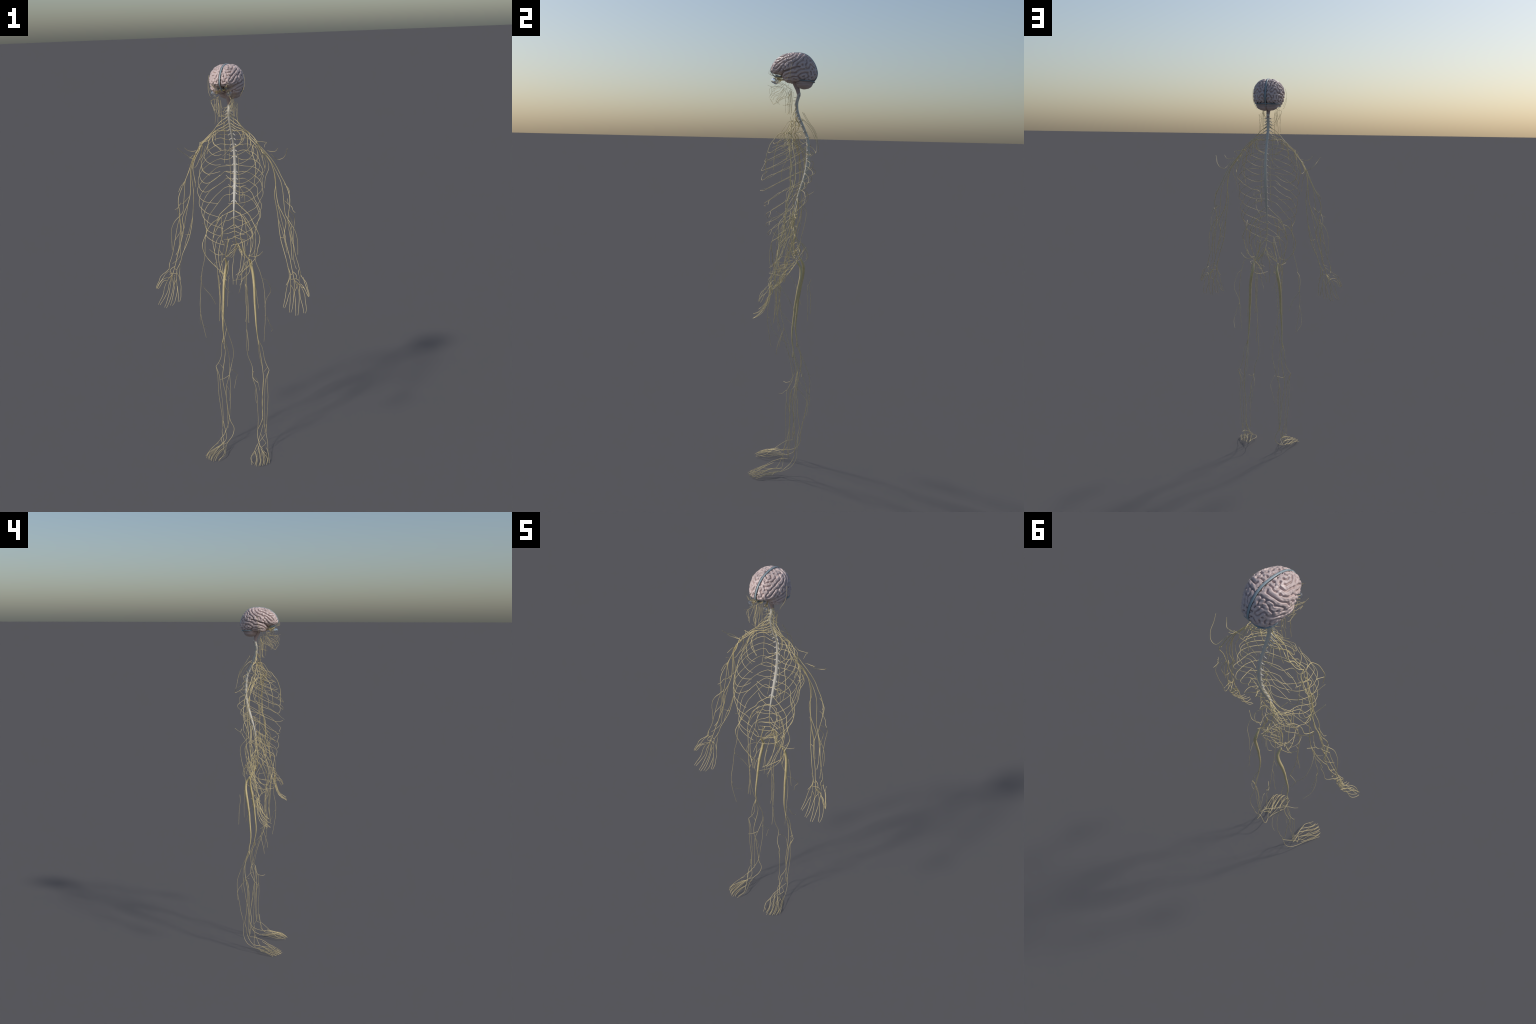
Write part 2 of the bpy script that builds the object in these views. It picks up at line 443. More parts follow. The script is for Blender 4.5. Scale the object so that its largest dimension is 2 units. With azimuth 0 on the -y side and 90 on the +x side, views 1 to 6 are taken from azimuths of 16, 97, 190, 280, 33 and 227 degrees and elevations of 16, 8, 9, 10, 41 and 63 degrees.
nerve("triceps_branch", 0.81, [(0.252, 0.072, 1.344), (0.264, 0.076, 1.331), (0.277, 0.070, 1.321), (0.284, 0.059, 1.328)])
nerve("triceps_twig", 0.74, [(0.255, 0.110, 1.348), (0.262, 0.092, 1.336), (0.270, 0.072, 1.327)])
nerve("lateral_arm_twig", 0.89, [(0.257, 0.054, 1.431), (0.267, 0.054, 1.420), (0.276, 0.053, 1.408), (0.281, 0.049, 1.396), (0.282, 0.038, 1.386)])
nerve("deltoid_twig", 0.89, [(0.179, 0.046, 1.592), (0.185, 0.052, 1.589), (0.197, 0.053, 1.587), (0.211, 0.054, 1.587), (0.224, 0.043, 1.593), (0.234, 0.032, 1.606)])
nerve("deltoid_twig", 0.89, [(0.191, 0.071, 1.572), (0.203, 0.088, 1.552), (0.214, 0.112, 1.539), (0.238, 0.114, 1.546), (0.257, 0.096, 1.566), (0.267, 0.069, 1.583), (0.277, 0.047, 1.603)])
nerve("shoulder_twig", 0.89, [(0.111, 0.065, 1.644), (0.130, 0.063, 1.634), (0.151, 0.068, 1.631), (0.170, 0.076, 1.627)])
nerve("shoulder_twig", 0.74, [(0.168, 0.081, 1.624), (0.161, 0.073, 1.617), (0.162, 0.063, 1.611), (0.163, 0.050, 1.607)])

# hand
nerve("finger_nerve", 0.92, [(0.2931, -0.0240, 0.9993), (0.2920, -0.0299, 0.9840), (0.2840, -0.0274, 0.9668), (0.2777, -0.0316, 0.9443), (0.2725, -0.0361, 0.9183), (0.2705, -0.0472, 0.8919), (0.2672, -0.0613, 0.8671), (0.2668, -0.0822, 0.8514)], median_nerve)
nerve("finger_nerve", 0.92, [(0.2922, -0.0371, 0.9156), (0.2865, -0.0477, 0.8992), (0.2827, -0.0553, 0.8803), (0.2787, -0.0678, 0.8634), (0.2749, -0.0840, 0.8497)], median_nerve)
nerve("finger_nerve", 0.92, [(0.2928, -0.0240, 1.0026), (0.2945, -0.0307, 0.9771), (0.2955, -0.0324, 0.9497), (0.2938, -0.0359, 0.9213), (0.2929, -0.0397, 0.8921), (0.2952, -0.0562, 0.8657), (0.2968, -0.0761, 0.8436), (0.3005, -0.0993, 0.8342)], median_nerve)
nerve("finger_nerve", 0.92, [(0.2964, -0.0331, 0.9503), (0.3062, -0.0315, 0.9317), (0.3102, -0.0311, 0.9110), (0.3108, -0.0443, 0.8905), (0.3110, -0.0591, 0.8678), (0.3112, -0.0784, 0.8474), (0.3100, -0.1022, 0.8359)], median_nerve)
nerve("finger_nerve", 0.92, [(0.3137, -0.0324, 0.9758), (0.3250, -0.0177, 0.9575), (0.3217, -0.0174, 0.9362), (0.3145, -0.0358, 0.9159), (0.3187, -0.0445, 0.8869), (0.3231, -0.0593, 0.8612), (0.3279, -0.0779, 0.8384), (0.3326, -0.1006, 0.8203)], median_nerve)
nerve("finger_nerve", 0.92, [(0.3139, -0.0334, 0.9754), (0.3264, -0.0282, 0.9446), (0.3342, -0.0281, 0.9114), (0.3373, -0.0392, 0.8817), (0.3395, -0.0582, 0.8578), (0.3416, -0.0776, 0.8365), (0.3429, -0.0996, 0.8225)], median_nerve)
nerve("finger_nerve", 0.92, [(0.3142, -0.0348, 0.9762), (0.3259, -0.0236, 0.9622), (0.3353, -0.0164, 0.9407), (0.3392, -0.0319, 0.9206), (0.3442, -0.0409, 0.8891), (0.3585, -0.0602, 0.8553), (0.3703, -0.0896, 0.8311)], median_nerve)
nerve("finger_nerve", 0.92, [(0.3144, -0.0351, 0.9765), (0.3387, -0.0291, 0.9532), (0.3540, -0.0300, 0.9281), (0.3642, -0.0342, 0.9027), (0.3680, -0.0411, 0.8777), (0.3736, -0.0527, 0.8573), (0.3787, -0.0711, 0.8431), (0.3791, -0.0912, 0.8318)], median_nerve)
nerve("thumb_nerve", 0.92, [(0.3350, -0.0164, 0.9520), (0.3467, -0.0363, 0.9586), (0.3634, -0.0550, 0.9516), (0.3775, -0.0659, 0.9324), (0.3898, -0.0664, 0.9080)], median_nerve)
nerve("thumb_nerve", 0.92, [(0.3470, -0.0340, 0.9436), (0.3592, -0.0401, 0.9438), (0.3701, -0.0475, 0.9342), (0.3777, -0.0526, 0.9186), (0.3879, -0.0601, 0.9044)], median_nerve)
nerve("thumb_nerve", 0.92, [(0.3511, 0.0036, 0.9809), (0.3603, -0.0231, 0.9700), (0.3728, -0.0380, 0.9468), (0.3838, -0.0569, 0.9297), (0.3919, -0.0670, 0.9084)], median_nerve)
nerve("thumb_nerve", 0.92, [(0.3409, -0.0106, 0.9982), (0.3539, -0.0237, 0.9849), (0.3684, -0.0339, 0.9744), (0.3778, -0.0449, 0.9623), (0.3828, -0.0523, 0.9440), (0.3905, -0.0610, 0.9275), (0.3936, -0.0701, 0.9118)], median_nerve)
nerve("hand_nerve", 0.92, [(0.3359, -0.0149, 1.0278), (0.3336, -0.0248, 1.0134), (0.3360, -0.0243, 0.9977), (0.3383, -0.0097, 0.9921), (0.3314, -0.0075, 0.9731), (0.3340, -0.0113, 0.9564)], median_nerve)
nerve("hand_nerve", 0.92, [(0.3357, -0.0141, 1.0274), (0.3393, -0.0076, 1.0133), (0.3409, -0.0102, 0.9981)], median_nerve)
nerve("palm_nerve", 0.92, [(0.3057, -0.0237, 1.0157), (0.3194, -0.0282, 1.0072), (0.3260, -0.0345, 0.9970), (0.3261, -0.0380, 0.9867)], median_nerve)
nerve("palm_nerve", 0.92, [(0.2974, -0.0292, 0.9788), (0.3100, -0.0242, 0.9793), (0.3228, -0.0244, 0.9801), (0.3342, -0.0257, 0.9734)], median_nerve)
nerve("palm_nerve", 0.92, [(0.2922, -0.0254, 1.0030), (0.2993, -0.0235, 1.0015), (0.3026, -0.0246, 1.0056)], median_nerve)
nerve("palm_nerve", 0.92, [(0.3090, -0.0184, 0.9685), (0.3114, -0.0259, 0.9459), (0.3115, -0.0287, 0.9219)], median_nerve)
nerve("hand_nerve", 0.92, [(0.2784, -0.0143, 1.0391), (0.2831, -0.0084, 1.0058), (0.2833, -0.0168, 0.9734), (0.2727, -0.0356, 0.9493)], median_nerve)

# leg
nerve("sciatic_nerve", [3.4, 6.4, 7.2, 7.2, 6.8, 6.2, 5.6, 5.0, 4.4, 3.7, 3.0, 2.3, 1.6], [(0.065, 0.063, 1.043), (0.064, 0.081, 1.013), (0.070, 0.085, 0.981), (0.076, 0.081, 0.945), (0.080, 0.074, 0.907), (0.082, 0.068, 0.867), (0.083, 0.062, 0.826), (0.085, 0.059, 0.785), (0.087, 0.055, 0.744), (0.089, 0.052, 0.703), (0.091, 0.054, 0.663), (0.092, 0.061, 0.625), (0.098, 0.059, 0.589)])
nerve("common_peroneal_nerve", 0.9, [(0.096, 0.062, 0.610), (0.109, 0.074, 0.571), (0.114, 0.080, 0.534), (0.118, 0.081, 0.501), (0.130, 0.077, 0.469), (0.145, 0.068, 0.447)])
nerve("deep_peroneal_nerve", 0.78, [(0.145, 0.065, 0.448), (0.127, 0.059, 0.398), (0.122, 0.054, 0.346), (0.119, 0.054, 0.293), (0.115, 0.054, 0.243), (0.116, 0.055, 0.195), (0.115, 0.051, 0.152), (0.115, 0.049, 0.112), (0.107, 0.065, 0.083)])
nerve("superficial_peroneal_nerve", 0.78, [(0.144, 0.064, 0.445), (0.135, 0.056, 0.405), (0.135, 0.057, 0.359), (0.136, 0.059, 0.310), (0.133, 0.059, 0.259), (0.128, 0.060, 0.207), (0.124, 0.060, 0.154), (0.122, 0.052, 0.098)])
nerve("fibular_bridge", 0.66, [(0.133, 0.080, 0.458), (0.123, 0.088, 0.443), (0.112, 0.086, 0.428)])
nerve("saphenous_nerve", 0.84, [(0.065, -0.027, 0.942), (0.071, -0.032, 0.914), (0.069, -0.030, 0.868), (0.067, -0.025, 0.812), (0.061, -0.016, 0.752), (0.053, 0.000, 0.692), (0.046, 0.020, 0.634), (0.038, 0.037, 0.578), (0.040, 0.049, 0.524), (0.056, 0.058, 0.466), (0.064, 0.035, 0.413), (0.080, 0.033, 0.357), (0.085, 0.032, 0.298), (0.084, 0.035, 0.237), (0.084, 0.036, 0.175), (0.082, 0.026, 0.115)])
nerve("infrapatellar_nerve", 0.78, [(0.064, 0.035, 0.416), (0.074, 0.023, 0.410), (0.088, 0.012, 0.404), (0.102, -0.002, 0.405)])
nerve("medial_knee_nerve", 0.66, [(0.058, 0.067, 0.430), (0.058, 0.077, 0.428), (0.044, 0.108, 0.391), (0.059, 0.134, 0.351), (0.071, 0.132, 0.295)])
nerve("saphenous_branch", 0.66, [(0.080, 0.035, 0.357), (0.071, 0.043, 0.323), (0.070, 0.050, 0.291), (0.074, 0.051, 0.260)])
nerve("sural_nerve", 0.78, [(0.091, 0.064, 0.609), (0.087, 0.081, 0.564), (0.085, 0.099, 0.520), (0.086, 0.116, 0.476), (0.091, 0.130, 0.431), (0.094, 0.132, 0.383), (0.091, 0.128, 0.334), (0.088, 0.119, 0.284), (0.090, 0.111, 0.234), (0.090, 0.098, 0.184), (0.094, 0.094, 0.136), (0.105, 0.091, 0.091), (0.118, 0.070, 0.054), (0.132, 0.033, 0.035), (0.144, -0.010, 0.027), (0.160, -0.052, 0.017), (0.173, -0.094, 0.002)])
nerve("femoral_nerve", 1.02, [(0.054, 0.028, 1.276), (0.080, 0.025, 1.240), (0.098, 0.014, 1.195), (0.103, 0.001, 1.143), (0.089, -0.017, 1.089), (0.076, -0.033, 1.031), (0.073, -0.036, 0.968), (0.073, -0.028, 0.904), (0.074, -0.027, 0.843), (0.075, -0.033, 0.786), (0.077, -0.037, 0.743)])
nerve("femoral_nerve", 0.9, [(0.000, 0.035, 1.300), (0.030, 0.030, 1.286), (0.054, 0.014, 1.273), (0.072, -0.004, 1.254), (0.088, 0.014, 1.229), (0.099, 0.014, 1.196), (0.097, -0.009, 1.169)])
nerve("femoral_nerve", 0.78, [(0.068, -0.041, 0.985), (0.066, -0.038, 0.917), (0.065, -0.034, 0.852), (0.067, -0.035, 0.793), (0.061, -0.039, 0.749)])
nerve("lateral_thigh_nerve", 0.78, [(0.130, -0.061, 1.254), (0.123, -0.019, 1.220), (0.128, -0.042, 1.161), (0.128, -0.058, 1.085), (0.148, -0.050, 1.016), (0.160, -0.042, 0.954), (0.166, -0.044, 0.893), (0.169, -0.055, 0.832), (0.167, -0.055, 0.771), (0.160, -0.048, 0.710), (0.152, -0.038, 0.648)])
nerve("lateral_thigh_nerve", 0.66, [(0.154, -0.044, 0.981), (0.170, -0.020, 0.965), (0.178, 0.007, 0.930), (0.175, 0.037, 0.889), (0.148, 0.055, 0.843), (0.131, 0.074, 0.791)])
nerve("lateral_thigh_nerve", 0.66, [(0.167, -0.057, 0.794), (0.172, -0.043, 0.784), (0.182, -0.032, 0.746), (0.187, -0.001, 0.705), (0.171, 0.039, 0.673)])
nerve("posterior_thigh_nerve", 0.72, [(0.066, 0.120, 0.935), (0.072, 0.117, 0.897), (0.076, 0.122, 0.854), (0.080, 0.123, 0.809), (0.085, 0.123, 0.762)])
nerve("obturator_nerve", 0.72, [(0.045, 0.051, 1.033), (0.037, 0.017, 0.993), (0.043, -0.016, 0.959), (0.038, -0.030, 0.921), (0.023, -0.011, 0.887)])
nerve("obturator_nerve", 0.66, [(0.046, 0.070, 1.033), (0.048, 0.043, 1.018), (0.051, 0.015, 1.007), (0.049, -0.015, 1.000), (0.043, -0.045, 0.993)])
nerve("adductor_twig", 0.66, [(0.069, -0.029, 1.002), (0.061, -0.028, 0.981), (0.051, -0.037, 0.961), (0.041, -0.045, 0.941)])
nerve("adductor_twig", 0.66, [(0.080, 0.043, 1.031), (0.097, -0.001, 1.037), (0.079, -0.040, 1.030), (0.047, -0.034, 0.996), (0.020, -0.011, 0.961)])

# foot
nerve("dorsal_foot_nerve", 0.75, [(0.1219, 0.0505, 0.0922), (0.1158, 0.0230, 0.0898), (0.1046, -0.0024, 0.0767), (0.0911, -0.0282, 0.0605), (0.0840, -0.0556, 0.0396), (0.0740, -0.0821, 0.0229), (0.0809, -0.1079, 0.0132), (0.0897, -0.1320, 0.0037)], tibial_nerve)
nerve("plantar_heel_nerve", 0.7, [(0.0907, 0.0287, 0.0234), (0.1071, 0.0135, 0.0191), (0.1175, -0.0081, 0.0199), (0.1376, -0.0194, 0.0127)], tibial_nerve)
nerve("medial_plantar_nerve", 0.7, [(0.0886, 0.0233, 0.0266), (0.0849, -0.0145, 0.0226), (0.0767, -0.0480, 0.0171), (0.0702, -0.0790, 0.0142), (0.0803, -0.1065, 0.0126), (0.0947, -0.1153, 0.0022)], tibial_nerve)

# head and face
nerve("facial_nerve", 0.5, [(0.0849, 0.0202, 1.9498), (0.0888, 0.0145, 1.9267), (0.0888, 0.0105, 1.9035), (0.0862, 0.0013, 1.8834), (0.0791, -0.0095, 1.8676), (0.0718, -0.0103, 1.8512), (0.0645, 0.0048, 1.8468)], (brainstem, brainstem))
nerve("facial_nerve", 0.5, [(0.0888, 0.0125, 1.9029), (0.0839, 0.0127, 1.8880), (0.0789, 0.0130, 1.8731), (0.0722, 0.0140, 1.8589)], (brainstem, brainstem))
nerve("facial_nerve", 0.5, [(0.0368, -0.0095, 1.8487), (0.0356, -0.0119, 1.8226), (0.0305, -0.0229, 1.7994), (0.0239, -0.0414, 1.7856), (0.0181, -0.0582, 1.7730), (0.0079, -0.0722, 1.7656), (-0.0068, -0.0785, 1.7755), (-0.0185, -0.0869, 1.7893)], (brainstem, brainstem))
nerve("facial_nerve", 0.5, [(0.0412, -0.0167, 1.8408), (0.0397, -0.0240, 1.8206), (0.0390, -0.0349, 1.8028), (0.0348, -0.0491, 1.7888), (0.0253, -0.0551, 1.7728)], (brainstem, brainstem))
nerve("facial_nerve", 0.5, [(0.0365, -0.0212, 1.8415), (0.0359, -0.0299, 1.8225), (0.0322, -0.0400, 1.8052), (0.0240, -0.0530, 1.7932), (0.0170, -0.0621, 1.7787)], (brainstem, brainstem))
nerve("facial_nerve", 0.5, [(0.0457, -0.0264, 1.8445), (0.0454, -0.0396, 1.8262), (0.0412, -0.0594, 1.8152), (0.0362, -0.0792, 1.8070), (0.0279, -0.0904, 1.7931)], (brainstem, brainstem))
nerve("facial_nerve", 0.5, [(0.0313, -0.0185, 1.8383), (0.0254, -0.0339, 1.8229), (0.0189, -0.0493, 1.8090), (0.0124, -0.0669, 1.8008), (0.0076, -0.0752, 1.7838)], (brainstem, brainstem))
nerve("facial_nerve", 0.5, [(0.0546, -0.0532, 1.8302), (0.0497, -0.0653, 1.8248), (0.0439, -0.0747, 1.8161), (0.0368, -0.0819, 1.8074), (0.0362, -0.0867, 1.7963)], (brainstem, brainstem))
nerve("facial_nerve", 0.5, [(0.0245, -0.0278, 1.8556), (0.0350, -0.0370, 1.8435), (0.0440, -0.0545, 1.8421), (0.0500, -0.0745, 1.8409), (0.0530, -0.0940, 1.8486)], (brainstem, brainstem))
nerve("facial_nerve", 0.5, [(0.0261, -0.0266, 1.8557), (0.0380, -0.0436, 1.8441), (0.0454, -0.0667, 1.8435), (0.0458, -0.0849, 1.8322), (0.0343, -0.0876, 1.8111)], (brainstem, brainstem))
nerve("facial_nerve", 0.5, [(0.0485, -0.0764, 1.8406), (0.0463, -0.0761, 1.8287), (0.0412, -0.0740, 1.8189)], (brainstem, brainstem))
nerve("facial_nerve", 0.5, [(0.0540, 0.0049, 1.8184), (0.0478, -0.0108, 1.8007), (0.0390, -0.0339, 1.7937), (0.0307, -0.0527, 1.7815), (0.0228, -0.0470, 1.7651)], (brainstem, brainstem))
nerve("facial_nerve", 0.5, [(0.0377, -0.0130, 1.8468), (0.0558, -0.0286, 1.8602), (0.0449, -0.0517, 1.8623)], (brainstem, brainstem))
nerve("facial_nerve", 0.5, [(0.0410, -0.0373, 1.8585), (0.0353, -0.0532, 1.8545), (0.0418, -0.0658, 1.8449)], (brainstem, brainstem))
nerve("facial_nerve", 0.5, [(0.0316, 0.0101, 1.8358), (0.0285, -0.0025, 1.8394), (0.0357, -0.0121, 1.8489)], (brainstem, brainstem))
nerve("facial_nerve", 0.5, [(0.0166, -0.0722, 1.8938), (0.0220, -0.0828, 1.8973), (0.0266, -0.0924, 1.9015), (0.0349, -0.0915, 1.9079), (0.0412, -0.0898, 1.9166)], (brainstem, brainstem))
nerve("facial_nerve", 0.5, [(0.0276, -0.0788, 1.8951), (0.0307, -0.0859, 1.8990), (0.0333, -0.0856, 1.9043), (0.0338, -0.0854, 1.9110)], (brainstem, brainstem))
nerve("facial_nerve", 0.5, [(0.0280, 0.0064, 1.7666), (0.0199, -0.0082, 1.7647), (0.0063, -0.0176, 1.7604), (-0.0084, -0.0271, 1.7621)], (brainstem, brainstem))
nerve("facial_nerve", 0.5, [(-0.0126, 0.0018, 1.7309), (-0.0140, -0.0024, 1.7244), (-0.0143, -0.0075, 1.7185)], (brainstem, brainstem))
nerve("facial_nerve", 0.5, [(-0.0516, -0.0092, 1.7963), (-0.0549, -0.0094, 1.7852), (-0.0520, -0.0071, 1.7748)], (brainstem, brainstem))
nerve("facial_nerve", 0.5, [(0.0280, 0.0056, 1.8247), (0.0261, 0.0008, 1.8137), (0.0224, -0.0030, 1.8029), (0.0157, -0.0066, 1.7936)], (brainstem, brainstem))
nerve("facial_nerve", 0.5, [(0.0496, -0.0436, 1.9038), (0.0333, -0.0406, 1.8919), (0.0283, -0.0442, 1.8769), (0.0263, -0.0569, 1.8771)], (brainstem, brainstem))

# midline
nerve("cauda_equina", [2.2, 1.8, 1.5, 1.3, 1.1, 0.9], [(0.000, 0.040, 1.276), (0.000, 0.035, 1.225), (0.000, 0.043, 1.176), (0.000, 0.056, 1.134), (0.000, 0.075, 1.106)], (spinal_cord, spinal_cord), both=False)

# neck
nerve("accessory_nerve", 0.72, [(0.039, 0.067, 1.730), (0.046, 0.094, 1.686), (0.035, 0.122, 1.650), (0.030, 0.135, 1.611), (0.048, 0.139, 1.575), (0.079, 0.140, 1.549)])
nerve("accessory_nerve", 0.79, [(0.038, 0.057, 1.704), (0.054, 0.076, 1.690), (0.064, 0.095, 1.670), (0.061, 0.111, 1.649), (0.059, 0.123, 1.626), (0.054, 0.133, 1.601)])
nerve("vagus_nerve", 0.79, [(0.030, 0.010, 1.834), (0.030, 0.009, 1.802), (0.030, 0.009, 1.772), (0.029, 0.009, 1.744), (0.031, 0.008, 1.720)])
nerve("vagus_nerve", 0.72, [(0.038, 0.006, 1.829), (0.038, 0.000, 1.812), (0.038, -0.000, 1.794), (0.037, 0.000, 1.776), (0.038, -0.003, 1.758)])
nerve("vagus_nerve", 0.72, [(0.044, 0.014, 1.825), (0.042, 0.014, 1.802), (0.043, 0.012, 1.778), (0.047, 0.009, 1.754), (0.048, 0.008, 1.729)])
nerve("neck_nerve", 0.65, [(0.058, -0.004, 1.819), (0.055, -0.009, 1.788), (0.054, -0.009, 1.757), (0.058, -0.008, 1.726)])
nerve("cervical_nerve", 0.72, [(0.007, 0.036, 1.788), (0.016, 0.031, 1.785), (0.023, 0.026, 1.782), (0.029, 0.018, 1.780)])
nerve("cervical_nerve", 0.72, [(0.008, 0.034, 1.774), (0.018, 0.029, 1.767), (0.029, 0.027, 1.760), (0.036, 0.036, 1.755)])
nerve("cervical_nerve", 0.72, [(0.007, 0.035, 1.802), (0.017, 0.039, 1.798), (0.025, 0.034, 1.796), (0.025, 0.024, 1.798)])

# loin and pelvis
nerve("iliohypogastric_nerve", 1.26, [(0.010, 0.056, 1.334), (0.045, 0.055, 1.303), (0.075, 0.051, 1.275), (0.088, 0.049, 1.250), (0.104, 0.023, 1.239), (0.123, 0.006, 1.214), (0.138, 0.002, 1.180), (0.143, -0.021, 1.158), (0.142, -0.047, 1.139), (0.136, -0.049, 1.108), (0.122, -0.045, 1.077), (0.095, -0.048, 1.048), (0.067, -0.045, 1.020), (0.043, -0.046, 0.993)])
nerve("gluteal_nerve", 0.96, [(0.064, 0.055, 1.065), (0.079, 0.050, 1.065), (0.096, 0.056, 1.062), (0.113, 0.059, 1.067), (0.126, 0.053, 1.078), (0.138, 0.047, 1.091)])
nerve("gluteal_nerve", 0.89, [(0.068, 0.041, 1.071), (0.081, 0.059, 1.071), (0.093, 0.059, 1.090), (0.103, 0.046, 1.108)])
nerve("lumbar_nerve", 0.96, [(0.004, 0.038, 1.262), (0.028, 0.045, 1.247), (0.052, 0.053, 1.240), (0.066, 0.035, 1.231), (0.082, 0.027, 1.212), (0.095, 0.019, 1.188), (0.102, 0.006, 1.163)])
nerve("lumbar_nerve", 0.96, [(0.003, 0.040, 1.226), (0.024, 0.031, 1.212), (0.051, 0.034, 1.194), (0.072, 0.044, 1.172), (0.086, 0.025, 1.154), (0.091, 0.005, 1.130), (0.091, -0.013, 1.104)])
nerve("lumbar_nerve", 0.96, [(0.002, 0.039, 1.194), (0.022, 0.039, 1.185), (0.041, 0.038, 1.179), (0.054, 0.025, 1.181)])
nerve("lumbar_nerve", 0.96, [(0.002, 0.045, 1.162), (0.020, 0.047, 1.153), (0.038, 0.044, 1.149), (0.055, 0.034, 1.151)])
nerve("lumbosacral_trunk", 1.78, [(0.033, 0.046, 1.147), (0.039, 0.039, 1.123), (0.044, 0.033, 1.098), (0.052, 0.041, 1.074), (0.059, 0.054, 1.052)])
nerve("lumbosacral_trunk", 1.11, [(0.033, 0.025, 1.166), (0.038, 0.034, 1.144), (0.042, 0.036, 1.115), (0.048, 0.039, 1.083)])
nerve("sacral_nerve", 1.11, [(0.004, 0.057, 1.109), (0.017, 0.072, 1.087), (0.038, 0.067, 1.068), (0.060, 0.059, 1.049)])
nerve("sacral_nerve", 0.96, [(0.011, 0.056, 1.123), (0.020, 0.041, 1.115), (0.029, 0.043, 1.095), (0.043, 0.049, 1.073), (0.059, 0.057, 1.050)])
nerve("sacral_nerve", 0.96, [(0.010, 0.065, 1.094), (0.022, 0.054, 1.081), (0.035, 0.040, 1.071), (0.044, 0.048, 1.054)])
nerve("lumbar_nerve", 0.96, [(0.033, 0.046, 1.284), (0.046, 0.030, 1.247), (0.049, 0.002, 1.217), (0.046, -0.016, 1.186), (0.052, -0.010, 1.160), (0.043, -0.013, 1.149)])
nerve("lumbar_nerve", 0.96, [(0.061, 0.026, 1.263), (0.062, 0.029, 1.231), (0.064, 0.026, 1.200), (0.068, 0.031, 1.171), (0.068, 0.038, 1.145), (0.060, 0.039, 1.120)])
nerve("lumbar_nerve", 0.96, [(0.007, 0.048, 1.294), (0.022, 0.048, 1.286), (0.034, 0.044, 1.284)])
nerve("lumbar_nerve", 0.96, [(0.059, -0.002, 1.156), (0.066, -0.015, 1.119), (0.067, -0.031, 1.083), (0.062, -0.039, 1.048), (0.052, -0.049, 1.016), (0.031, -0.070, 1.000)])
nerve("lumbar_nerve", 0.96, [(0.018, -0.058, 1.167), (0.045, -0.007, 1.114), (0.069, 0.026, 1.054), (0.071, 0.033, 0.992), (0.052, -0.018, 0.970), (0.016, -0.072, 0.972)])
nerve("lumbar_nerve", 0.96, [(0.071, 0.066, 1.042), (0.082, 0.046, 1.010), (0.086, 0.024, 0.978)])

# shoulder plexus
nerve("brachial_plexus_nerve", 1.41, [(0.007, 0.033, 1.762), (0.020, 0.036, 1.748), (0.040, 0.030, 1.734), (0.058, 0.025, 1.715), (0.075, 0.030, 1.696), (0.092, 0.040, 1.680), (0.111, 0.039, 1.663), (0.127, 0.031, 1.647), (0.139, 0.013, 1.636)])
nerve("brachial_plexus_nerve", 1.18, [(0.006, 0.033, 1.742), (0.019, 0.031, 1.732), (0.032, 0.029, 1.723), (0.046, 0.026, 1.716), (0.060, 0.024, 1.710)])
nerve("brachial_plexus_nerve", 1.41, [(0.006, 0.038, 1.723), (0.029, 0.034, 1.708), (0.053, 0.033, 1.698), (0.075, 0.040, 1.687), (0.094, 0.043, 1.672), (0.103, 0.025, 1.662), (0.122, 0.021, 1.646), (0.139, 0.014, 1.630)])
nerve("brachial_plexus_nerve", 1.11, [(0.006, 0.043, 1.709), (0.018, 0.041, 1.703), (0.029, 0.034, 1.697), (0.041, 0.035, 1.690), (0.056, 0.045, 1.685)])
nerve("brachial_plexus_nerve", 1.41, [(0.006, 0.052, 1.693), (0.021, 0.050, 1.686), (0.043, 0.038, 1.688), (0.066, 0.023, 1.688), (0.088, 0.021, 1.674), (0.108, 0.014, 1.651), (0.131, 0.003, 1.631), (0.148, 0.006, 1.606), (0.158, 0.024, 1.598)])
nerve("pectoral_nerve", 0.96, [(0.080, 0.029, 1.674), (0.094, 0.017, 1.659), (0.097, -0.003, 1.640), (0.100, -0.007, 1.612), (0.106, -0.001, 1.582)])
nerve("pectoral_nerve", 0.81, [(0.067, 0.020, 1.687), (0.067, 0.020, 1.665), (0.066, 0.015, 1.643)])
nerve("pectoral_nerve", 0.89, [(0.070, 0.020, 1.690), (0.078, 0.011, 1.667), (0.076, -0.002, 1.646), (0.062, -0.017, 1.631), (0.043, -0.031, 1.619), (0.023, -0.045, 1.606)])
nerve("thoracodorsal_nerve", 1.18, [(0.142, 0.002, 1.637), (0.133, -0.027, 1.629), (0.130, -0.046, 1.607), (0.139, -0.063, 1.584), (0.150, -0.072, 1.556), (0.155, -0.080, 1.525), (0.151, -0.082, 1.490), (0.145, -0.083, 1.455)])
nerve("long_thoracic_nerve", 0.89, [(0.179, -0.049, 1.568), (0.173, -0.013, 1.579), (0.185, 0.011, 1.554), (0.192, 0.017, 1.515), (0.180, -0.004, 1.473), (0.173, -0.007, 1.421)])
nerve("subscapular_nerve", 0.81, [(0.125, 0.032, 1.615), (0.135, 0.033, 1.587), (0.142, 0.015, 1.564), (0.146, -0.013, 1.554)])
nerve("subscapular_nerve", 0.81, [(0.136, 0.023, 1.620), (0.156, 0.031, 1.562), (0.175, 0.005, 1.516), (0.190, -0.045, 1.536)])
nerve("subscapular_nerve", 0.89, [(0.147, 0.019, 1.609), (0.153, 0.047, 1.577), (0.164, 0.062, 1.536), (0.156, 0.066, 1.491), (0.124, 0.070, 1.463)])

